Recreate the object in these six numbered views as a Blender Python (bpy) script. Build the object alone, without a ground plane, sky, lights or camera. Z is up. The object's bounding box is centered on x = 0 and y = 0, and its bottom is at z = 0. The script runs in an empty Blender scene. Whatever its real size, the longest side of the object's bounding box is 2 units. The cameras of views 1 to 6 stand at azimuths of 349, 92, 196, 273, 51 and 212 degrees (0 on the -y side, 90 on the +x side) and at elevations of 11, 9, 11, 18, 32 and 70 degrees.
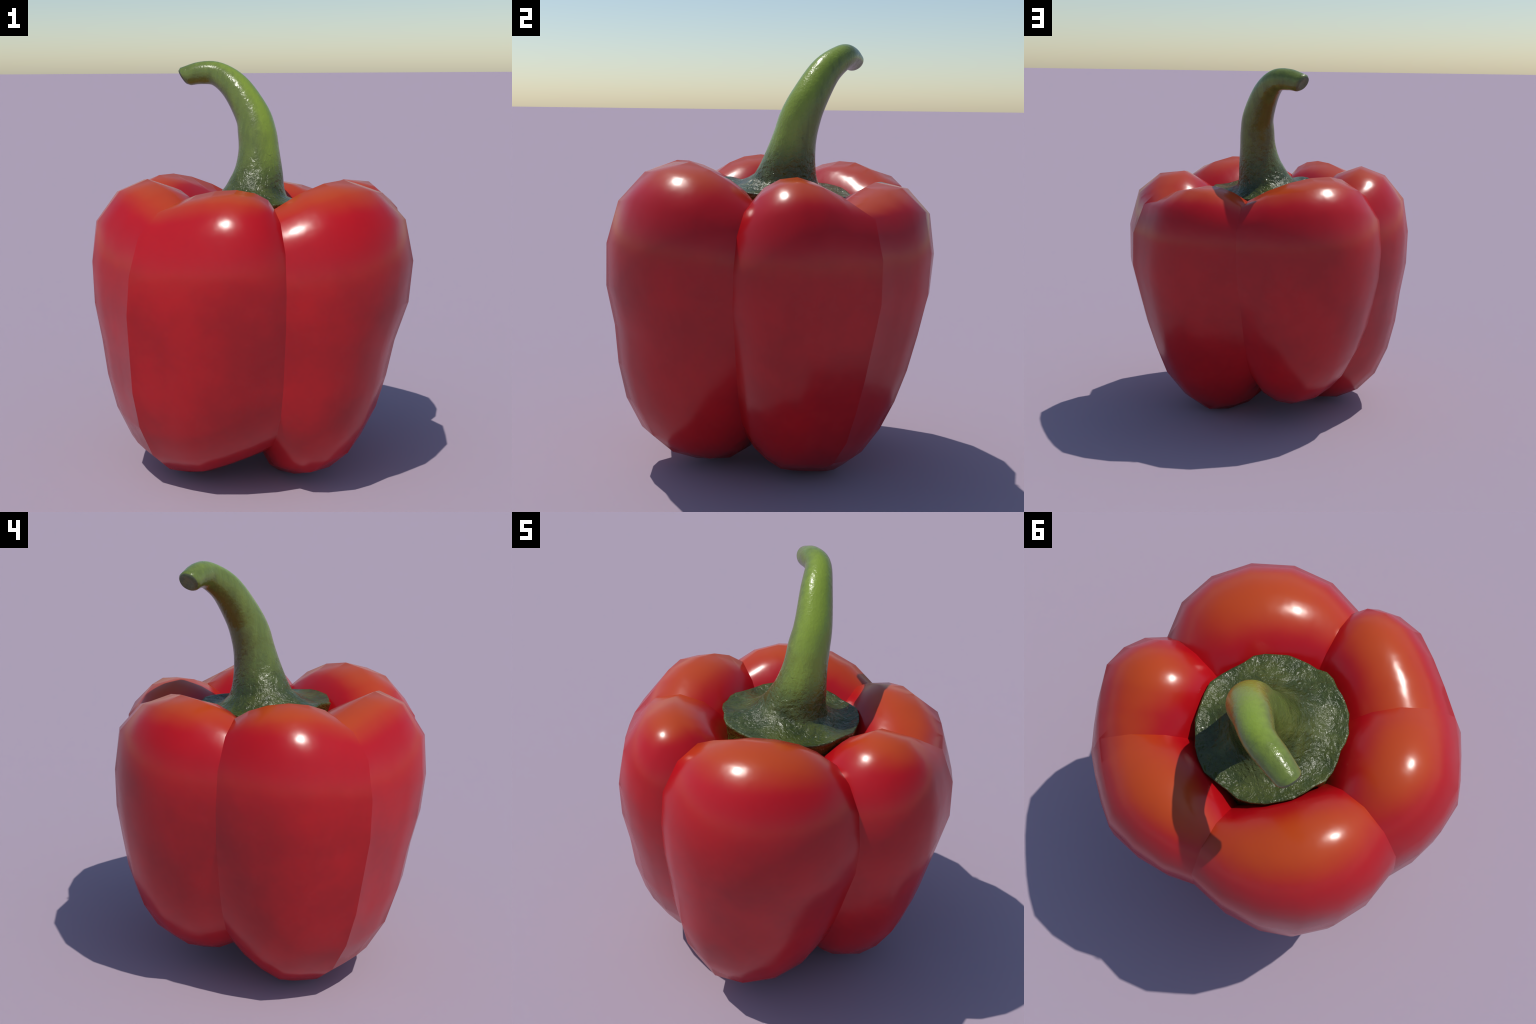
"""A red bell pepper: six swollen lobes meeting in sharp grooves, a green
calyx collar sunk between their shoulders and a tall hooked stem."""
import math
import bpy
import numpy as np
from mathutils import Vector

# ---------------------------------------------------------------- profiles
# Every lobe has a ridge profile and shares a groove profile with each
# neighbour.  A profile lives in the half plane (distance from axis, height):
# a tall ellipse round the flesh centre, swollen or pinched by a factor at
# fixed stations from the dimple under the calyx, over the shoulder, down the
# side and under the foot.  Columns: azimuth, lean, bow (degrees), factors.
STATIONS = np.radians([165, 140, 115, 90, 65, 40, 18, -5, -30, -55, -80, -105, -130, -155])
FLESH_R, FLESH_Z, HALF_W, HALF_H = 0.36, 0.74, 0.44, 0.68
AXIS = np.array([-0.015, 0.011, 0.0])
RIDGES = [
    (-169.3,  -1.4,  -8.3, (0.363, 0.532, 0.730, 0.937, 1.142, 1.223, 1.085, 0.950, 0.980, 1.040, 1.042, 1.043, 1.020, 0.967)),
    (-117.0,  21.8,  -3.3, (0.222, 0.412, 0.635, 0.872, 1.123, 1.195, 1.061, 0.934, 0.988, 1.033, 1.022, 1.014, 0.983, 0.924)),
    ( -51.7,  14.6,   1.7, (0.310, 0.493, 0.707, 0.931, 1.150, 1.274, 1.190, 0.982, 1.015, 1.062, 1.057, 1.118, 1.162, 1.171)),
    (   9.3,   5.0,  -1.6, (0.138, 0.337, 0.569, 0.818, 1.079, 1.255, 1.176, 0.989, 0.948, 0.953, 1.004, 1.056, 1.078, 1.068)),
    (  59.2,  13.7,   5.8, (0.155, 0.340, 0.557, 0.786, 1.015, 1.179, 1.085, 0.940, 0.903, 0.947, 1.054, 1.131, 1.246, 1.313)),
    ( 128.8,   6.7,   4.0, (0.122, 0.352, 0.617, 0.896, 1.098, 1.192, 1.043, 0.928, 0.914, 0.914, 0.926, 0.971, 0.988, 0.974)),
]
GROOVES = [
    (-144.5,   6.7,  -2.8, (0.482, 0.620, 0.710, 0.852, 1.000, 1.140, 1.092, 1.002, 1.042, 1.083, 1.085, 1.107, 1.123, 1.108)),
    ( -89.5,   1.1,  -2.5, (0.434, 0.525, 0.637, 0.787, 0.970, 1.010, 0.873, 0.777, 0.802, 0.814, 0.837, 0.942, 0.973, 0.967)),
    ( -13.4,   5.2,  -1.1, (0.486, 0.550, 0.632, 0.748, 0.881, 0.980, 0.865, 0.669, 0.612, 0.655, 0.780, 0.869, 0.958, 0.970)),
    (  33.8,   3.4,  -1.3, (0.393, 0.470, 0.518, 0.660, 0.850, 1.150, 1.120, 0.942, 0.900, 0.980, 1.050, 1.071, 1.087, 1.072)),
    (  92.7,  -1.7,   3.3, (0.199, 0.314, 0.454, 0.646, 0.904, 0.979, 0.779, 0.577, 0.555, 0.618, 0.704, 0.835, 0.949, 0.981)),
    ( 164.6,  -0.6,  -0.8, (0.231, 0.392, 0.579, 0.806, 0.998, 1.027, 0.871, 0.741, 0.715, 0.741, 0.790, 0.864, 0.916, 0.941)),
]
# How far each lobe's cross-section bulges: half angle of its arc, in degrees.
ROUNDNESS = [59.9, 61.3, 72.2, 61.5, 58.9, 58.4]
# Two of the six grooves open into sharp outward corners below the shoulder.
EDGES = [1.0, 0.0, 0.0, 1.0, 0.0, 0.0]
DIMPLE_TOP = (0.0, 0.02, 1.02)       # where the flesh meets under the calyx
DIMPLE_BOTTOM = (0.02, 0.0, 0.16)    # and in the hollow between the feet
ROWS, COLUMNS = 20, 6                # facets as coarse as the outline shows

# Stem spine: position and radius from the collar up to the cut end.
STEM = [
    (0.009, 0.051, 1.300, 0.192), (0.021, 0.060, 1.372, 0.148), (0.036, 0.074, 1.453, 0.122),
    (0.042, 0.095, 1.555, 0.103), (0.038, 0.118, 1.643, 0.097), (0.021, 0.157, 1.733, 0.088),
    (-0.046, 0.232, 1.862, 0.075), (-0.126, 0.312, 1.932, 0.062), (-0.211, 0.350, 1.940, 0.057),
    (-0.287, 0.379, 1.922, 0.050),
]
COLLAR_CENTRE = np.array([-0.03, -0.01])
COLLAR_R, COLLAR_WAVE = 0.3212, [(0.037, 0.0492), (-0.0059, 0.0015), (0.0014, -0.0014), (-0.001, 0.0004)]
COLLAR_Z, COLLAR_TILT = 1.3182, [(-0.0121, -0.0254), (0.002, -0.0019), (0.0061, 0.0004)]


def catmull_rom(points, at):
    """Points on the smooth curve through the rows of `points`; `at` runs 0..len-1."""
    p = np.asarray(points, float)
    p = np.vstack([2 * p[0] - p[1], p, 2 * p[-1] - p[-2]])
    i = np.minimum(at.astype(int), len(p) - 4)
    u = (at - i)[:, None]
    a, b, c, d = p[i], p[i + 1], p[i + 2], p[i + 3]
    return 0.5 * (2 * b + (c - a) * u + (2 * a - 5 * b + 4 * c - d) * u ** 2 + (3 * b - a - 3 * c + d) * u ** 3)


def profile(azimuth, lean, bow, swell):
    run = np.linspace(1, -1, len(STATIONS))
    angle = np.radians(azimuth + lean * run + bow * (run ** 2 - 0.3))
    swell = np.array(swell)
    r = FLESH_R + HALF_W * swell * np.cos(STATIONS)
    z = FLESH_Z + HALF_H * swell * np.sin(STATIONS)
    knots = np.stack([r * np.cos(angle), r * np.sin(angle), z], axis=1) + AXIS
    curve = catmull_rom(knots, np.linspace(0, len(STATIONS) - 2, ROWS))
    curve[:, 2] = np.maximum(curve[:, 2], 0.0)
    return curve


def lobe_rows(left, ridge, right, half_angle, left_edge, right_edge):
    """Arc rows that swell from one groove over the ridge into the next groove.
    An edge value near 1 makes the flank run flat into a sharp outward corner."""
    a = math.radians(half_angle)
    s = np.linspace(-1, 1, COLUMNS + 1)
    across = np.sin(a * s) / math.sin(a)
    bulge = (np.cos(a * s) - math.cos(a)) / (1 - math.cos(a))
    down = np.clip((np.linspace(0, len(STATIONS) - 2, ROWS) - 3.4) / 2, 0, 1)
    flat = (down * down * (3 - 2 * down))[:, None] * np.where(s < 0, left_edge, right_edge)[None, :]
    across = across * (1 - flat) + s * flat
    bulge = bulge * (1 - flat) + (1 - np.abs(s) ** 1.2) * flat
    middle = (left + right) / 2
    return (middle[:, None] + (right - left)[:, None] / 2 * across[..., None]
            + (ridge - middle)[:, None] * bulge[..., None])


def new_object(name, verts, faces, material, parent, normals=None):
    mesh = bpy.data.meshes.new(name)
    mesh.from_pydata([tuple(v) for v in verts], [], faces)
    mesh.update()
    mesh.polygons.foreach_set("use_smooth", [True] * len(mesh.polygons))
    mesh.materials.append(material)
    if normals is not None:
        mesh.normals_split_custom_set_from_vertices([tuple(n) for n in normals])
    obj = bpy.data.objects.new(name, mesh)
    bpy.context.scene.collection.objects.link(obj)
    obj.parent = parent
    return obj


# --------------------------------------------------------------- materials
class Nodes:
    def __init__(self, name):
        self.mat = bpy.data.materials.new(name)
        self.mat.use_nodes = True
        self.tree = self.mat.node_tree
        self.bsdf = self.tree.nodes["Principled BSDF"]

    def put(self, socket, value):
        if isinstance(value, bpy.types.NodeSocket):
            self.tree.links.new(value, socket)
        elif value is not None:
            socket.default_value = value

    def math(self, op, a, b=None, c=None, clamp=False):
        n = self.tree.nodes.new("ShaderNodeMath")
        n.operation, n.use_clamp = op, clamp
        for s, v in zip(n.inputs, (a, b, c)):
            self.put(s, v)
        return n.outputs[0]

    def ramp(self, value, low, high):
        n = self.tree.nodes.new("ShaderNodeMapRange")
        n.interpolation_type = "SMOOTHSTEP"
        self.put(n.inputs["Value"], value)
        n.inputs["From Min"].default_value = low
        n.inputs["From Max"].default_value = high
        return n.outputs["Result"]

    def mix(self, factor, a, b):
        n = self.tree.nodes.new("ShaderNodeMix")
        n.data_type = "RGBA"
        self.put(n.inputs["Factor"], factor)
        for s, v in ((n.inputs[6], a), (n.inputs[7], b)):
            self.put(s, (*v, 1.0) if isinstance(v, tuple) else v)
        return n.outputs[2]

    def position(self):
        return self.tree.nodes.new("ShaderNodeTexCoord").outputs["Object"]

    def split(self, vector):
        n = self.tree.nodes.new("ShaderNodeSeparateXYZ")
        self.put(n.inputs[0], vector)
        return n.outputs

    def normal_towards(self, x, y, z):
        g = self.tree.nodes.new("ShaderNodeNewGeometry")
        n = self.tree.nodes.new("ShaderNodeVectorMath")
        n.operation = "DOT_PRODUCT"
        self.put(n.inputs[0], g.outputs["Normal"])
        n.inputs[1].default_value = Vector((x, y, z)).normalized()
        return n.outputs["Value"]

    def noise(self, vector, scale, detail=4.0, rough=0.55, stretch=(1, 1, 1), warp=0.0):
        m = self.tree.nodes.new("ShaderNodeMapping")
        self.put(m.inputs["Vector"], vector)
        m.inputs["Scale"].default_value = stretch
        n = self.tree.nodes.new("ShaderNodeTexNoise")
        self.put(n.inputs["Vector"], m.outputs[0])
        n.inputs["Scale"].default_value = scale
        n.inputs["Detail"].default_value = detail
        n.inputs["Roughness"].default_value = rough
        n.inputs["Distortion"].default_value = warp
        return n.outputs["Fac"]

    def bump(self, height, strength, distance, normal=None):
        n = self.tree.nodes.new("ShaderNodeBump")
        n.inputs["Distance"].default_value = distance
        self.put(n.inputs["Strength"], strength)
        self.put(n.inputs["Height"], height)
        self.put(n.inputs["Normal"], normal)
        return n.outputs[0]


def red_skin():
    n = Nodes("red_pepper_skin")
    pos = n.position()
    x, y, z = n.split(pos)
    mottle = n.noise(pos, 3.2, 5.0, 0.6)
    fine = n.noise(pos, 14.0, 3.0, 0.5)
    red = n.mix(n.ramp(mottle, 0.32, 0.70), (0.395, 0.0068, 0.0090), (0.495, 0.0068, 0.0090))
    red = n.mix(n.math("MULTIPLY", n.ramp(fine, 0.5, 0.8), 0.25), red, (0.50, 0.016, 0.016))
    # purer crimson on the shoulders
    red = n.mix(n.math("MULTIPLY", n.ramp(z, 0.85, 1.30), 0.7), red, (0.505, 0.004, 0.0095))
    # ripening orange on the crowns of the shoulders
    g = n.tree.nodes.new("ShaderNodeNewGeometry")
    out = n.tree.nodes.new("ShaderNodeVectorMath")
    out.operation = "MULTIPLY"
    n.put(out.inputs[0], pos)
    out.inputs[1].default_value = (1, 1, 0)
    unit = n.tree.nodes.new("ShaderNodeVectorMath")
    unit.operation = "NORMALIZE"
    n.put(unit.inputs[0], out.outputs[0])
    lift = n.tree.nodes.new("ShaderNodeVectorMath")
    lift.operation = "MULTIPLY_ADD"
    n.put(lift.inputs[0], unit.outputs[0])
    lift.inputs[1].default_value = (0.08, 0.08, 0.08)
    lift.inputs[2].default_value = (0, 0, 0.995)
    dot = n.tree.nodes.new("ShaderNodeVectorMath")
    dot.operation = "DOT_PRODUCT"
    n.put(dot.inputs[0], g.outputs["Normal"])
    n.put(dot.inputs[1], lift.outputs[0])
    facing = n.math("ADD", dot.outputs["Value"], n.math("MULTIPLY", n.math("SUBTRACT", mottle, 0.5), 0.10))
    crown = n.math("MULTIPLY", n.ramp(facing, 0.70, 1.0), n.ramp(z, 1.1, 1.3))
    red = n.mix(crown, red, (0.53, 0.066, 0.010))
    n.put(n.bsdf.inputs["Base Color"], red)
    n.bsdf.inputs["Roughness"].default_value = 0.25
    n.bsdf.inputs["Specular IOR Level"].default_value = 0.46
    dent = n.noise(pos, 9.0, 2.0, 0.45)
    n.put(n.bsdf.inputs["Normal"], n.bump(dent, 0.18, 0.012))
    return n.mat


def green_skin(name):
    n = Nodes(name)
    pos = n.position()
    x, y, z = n.split(pos)
    mottle = n.noise(pos, 9.0, 5.0, 0.6)
    grain = n.noise(pos, 30.0, 5.0, 0.62, (1, 1, 1.0), 0.8)
    streak = n.noise(pos, 26.0, 4.0, 0.6, (1.0, 1.0, 0.18), 0.5)
    up = n.ramp(z, 1.36, 1.62)
    green = n.mix(n.ramp(mottle, 0.35, 0.68), (0.043, 0.061, 0.014), (0.090, 0.110, 0.024))
    young = n.mix(n.ramp(streak, 0.3, 0.7), (0.122, 0.165, 0.034), (0.160, 0.215, 0.040))
    green = n.mix(up, green, young)
    lime = n.math("MULTIPLY", n.ramp(n.math("ADD", n.normal_towards(0.62, -0.38, 0.55), n.math("MULTIPLY", n.math("SUBTRACT", streak, 0.5), 0.35)), 0.30, 0.95), n.ramp(z, 1.40, 1.60))  # sunlight painted into the colour: lime tint on the stem's sun-facing side
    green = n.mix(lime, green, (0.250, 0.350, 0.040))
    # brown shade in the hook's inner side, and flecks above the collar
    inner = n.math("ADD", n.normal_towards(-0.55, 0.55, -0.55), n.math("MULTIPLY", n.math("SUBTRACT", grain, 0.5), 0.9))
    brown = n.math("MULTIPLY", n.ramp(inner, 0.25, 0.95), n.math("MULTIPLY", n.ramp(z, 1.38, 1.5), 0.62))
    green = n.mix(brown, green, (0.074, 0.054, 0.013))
    flecks = n.math("MULTIPLY", n.ramp(grain, 0.60, 0.70), n.math("SUBTRACT", 1.0, n.ramp(z, 1.5, 1.66)))
    green = n.mix(n.math("MULTIPLY", flecks, 0.5), green, (0.030, 0.028, 0.006))
    under = n.ramp(n.normal_towards(0, 0, -1), -0.12, 0.25)
    rim = n.math("MULTIPLY", under, n.math("SUBTRACT", 1.0, n.ramp(z, 1.34, 1.40)))
    green = n.mix(rim, green, n.mix(n.ramp(grain, 0.4, 0.62), (0.120, 0.075, 0.014), (0.110, 0.120, 0.014)))
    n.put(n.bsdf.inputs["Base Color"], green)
    n.put(n.bsdf.inputs["Roughness"], n.math("MULTIPLY_ADD", grain, 0.15, 0.17))
    rough_part = n.math("MULTIPLY_ADD", n.ramp(z, 1.38, 1.62), -0.82, 0.95)
    pits = n.noise(pos, 34.0, 4.0, 0.55, (1, 1, 1), 0.6)
    first = n.bump(mottle, n.math("MULTIPLY_ADD", n.ramp(z, 1.38, 1.62), -0.45, 0.6), 0.03)
    second = n.bump(pits, rough_part, 0.012, first)
    pores = n.noise(pos, 95.0, 2.0, 0.5, (1, 1, 0.6))
    n.put(n.bsdf.inputs["Normal"], n.bump(pores, 0.32, 0.004, second))
    return n.mat


def cut_end():
    n = Nodes("dry_cut_end")
    pos = n.position()
    grain = n.noise(pos, 40.0, 4.0, 0.6)
    n.put(n.bsdf.inputs["Base Color"], n.mix(n.ramp(grain, 0.35, 0.65), (0.070, 0.086, 0.038), (0.115, 0.128, 0.052)))
    n.bsdf.inputs["Roughness"].default_value = 0.5
    n.put(n.bsdf.inputs["Normal"], n.bump(grain, 0.5, 0.008))
    return n.mat


# ------------------------------------------------------------------ pepper
pepper = bpy.data.objects.new("bell_pepper", None)
bpy.context.scene.collection.objects.link(pepper)
pepper["label"] = "glossy red bell pepper with six lobes and a hooked green stem"
pepper["category"] = "bell pepper"

skin = red_skin()
ridges = [profile(*row) for row in RIDGES]
grooves = [profile(*row) for row in GROOVES]
for k in range(6):
    rows = lobe_rows(grooves[k - 1], ridges[k], grooves[k], ROUNDNESS[k], EDGES[k - 1], EDGES[k])
    wide = COLUMNS + 1
    verts = list(rows.reshape(-1, 3)) + [np.array(DIMPLE_TOP), np.array(DIMPLE_BOTTOM)]
    top, bottom = len(verts) - 2, len(verts) - 1
    faces = []
    for i in range(ROWS - 1):
        for j in range(COLUMNS):
            a = i * wide + j
            faces.append((a, a + wide, a + wide + 1, a + 1))
    last = (ROWS - 1) * wide
    for j in range(COLUMNS):
        faces.append((top, j, j + 1))
        faces.append((bottom, last + j + 1, last + j))
    lobe = new_object("lobe", verts, faces, skin, pepper)
    # flanks that run into a sharp corner keep facing the way their lobe does
    facing = np.array([v.vector[:] for v in lobe.data.vertex_normals])
    grid = facing[:ROWS * wide].reshape(ROWS, wide, 3)
    ridge_facing = grid[:, COLUMNS // 2].copy()
    down = np.clip((np.linspace(0, len(STATIONS) - 2, ROWS) - 3.4) / 2, 0, 1)[:, None]
    for column, edge in ((0, EDGES[k - 1]), (COLUMNS, EDGES[k])):
        for step, share in ((0, 0.34), (1, 0.12)):
            c = column + step if column == 0 else column - step
            grid[:, c] += (ridge_facing - grid[:, c]) * share * edge * down
    facing /= np.linalg.norm(facing, axis=1)[:, None]
    lobe.data.normals_split_custom_set_from_vertices([tuple(v) for v in facing])

# calyx and stem are lofted as one surface and parted along a shared ring
SIDES = 40
turn = np.linspace(0, 2 * math.pi, SIDES, endpoint=False)
START = math.radians(-25.0)

spine = catmull_rom(STEM, np.linspace(0.75, len(STEM) - 1, 46))
centre, radius = spine[:, :3], spine[:, 3]
tangent = np.gradient(centre, axis=0)
tangent /= np.linalg.norm(tangent, axis=1)[:, None]
side = np.cross(tangent, [-math.sin(START), math.cos(START), 0])
side = -np.cross(np.array([-math.sin(START), math.cos(START), 0]), tangent)
side /= np.linalg.norm(side, axis=1)[:, None]
side = -side
other = np.cross(tangent, side)
rings = [centre[i] + radius[i] * (np.cos(turn)[:, None] * side[i] + np.sin(turn)[:, None] * other[i]) for i in range(len(spine))]

# the stem was snapped off obliquely: its upper edge reaches further out
for i, slant in ((-4, 0.05), (-3, 0.14), (-2, 0.24), (-1, 0.34)):
    rise = (rings[i] - centre[i])[:, 2] - 0.006
    rings[i] = rings[i] + tangent[-1] * (slant * rise)[:, None]
shrunk = rings[-1].mean(axis=0)
rings.append(shrunk + (rings[-1] - shrunk) * 0.90 + tangent[-1] * 0.007)

polar = turn + START
rim_r = COLLAR_R + sum(a * np.cos((h + 1) * polar) + b * np.sin((h + 1) * polar) for h, (a, b) in enumerate(COLLAR_WAVE))
rim_z = COLLAR_Z + sum(a * np.cos((h + 1) * polar) + b * np.sin((h + 1) * polar) for h, (a, b) in enumerate(COLLAR_TILT))
rim_r = rim_r + 0.005 * np.sin(7 * polar + 1.0) + 0.004 * np.sin(11 * polar + 2.0) + 0.0025 * np.sin(17 * polar)
for row in GROOVES:                  # the rim sags a little over every groove
    rim_z = rim_z - 0.016 * np.exp(-((np.angle(np.exp(1j * (polar - math.radians(row[0])))) / 0.28) ** 2))
rim_z = rim_z + 0.005
rim = np.stack([COLLAR_CENTRE[0] + rim_r * np.cos(polar), COLLAR_CENTRE[1] + rim_r * np.sin(polar), rim_z], axis=1)
base = rings[0]
# collar: (share of the way from stem foot to rim, height above the rim line)
collar_rings = []
for share, drop in [(0.92, -0.150), (0.90, -0.075), (0.95, -0.035), (0.985, -0.012), (1.0, -0.003), (0.985, 0.002), (0.93, 0.000),
                    (0.80, -0.006), (0.62, -0.010), (0.45, -0.006), (0.30, 0.004), (0.17, 0.017), (0.07, 0.033)]:
    ring = base + (rim - base) * share
    ring[:, 2] = rim_z + drop
    if share < 0.35:
        w = share / 0.35
        ring[:, 2] = ring[:, 2] * w + (1 - w) * (base[:, 2] - share * 0.12)
    collar_rings.append(ring)
joint = len(collar_rings)
loft = collar_rings + rings
points = np.concatenate(loft)
quads = [(i * SIDES + j, i * SIDES + (j + 1) % SIDES, (i + 1) * SIDES + (j + 1) % SIDES, (i + 1) * SIDES + j)
         for i in range(len(loft) - 1) for j in range(SIDES)]
whole = bpy.data.meshes.new("whole")
whole.from_pydata([tuple(p) for p in points], [], quads)
whole.update()
normals = np.array([v.vector[:] for v in whole.vertex_normals])
bpy.data.meshes.remove(whole)


def part_of_loft(name, first, last, material):
    lo, hi = first * SIDES, (last + 1) * SIDES
    picked = [tuple(v - lo for v in q) for q in quads if min(q) >= lo and max(q) < hi]
    return new_object(name, points[lo:hi], picked, material, pepper, normals[lo:hi])


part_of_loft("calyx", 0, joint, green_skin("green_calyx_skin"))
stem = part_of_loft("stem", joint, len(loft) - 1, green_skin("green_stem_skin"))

# the dried, slightly hollow cut across the stem's end
end = rings[-1]
mid = end.mean(axis=0)
ahead = tangent[-1]
cut = list(end) + list(mid + (end - mid) * 0.86 + ahead * 0.008) + list(mid + (end - mid) * 0.5 + ahead * 0.004) + [mid + ahead * 0.002]
faces = []
for ring in range(2):
    for j in range(SIDES):
        a, b = ring * SIDES + j, ring * SIDES + (j + 1) % SIDES
        faces.append((a, b, b + SIDES, a + SIDES))
for j in range(SIDES):
    faces.append((2 * SIDES + j, 2 * SIDES + (j + 1) % SIDES, 3 * SIDES))
end_piece = new_object("stem_cut_end", cut, faces, cut_end(), stem)
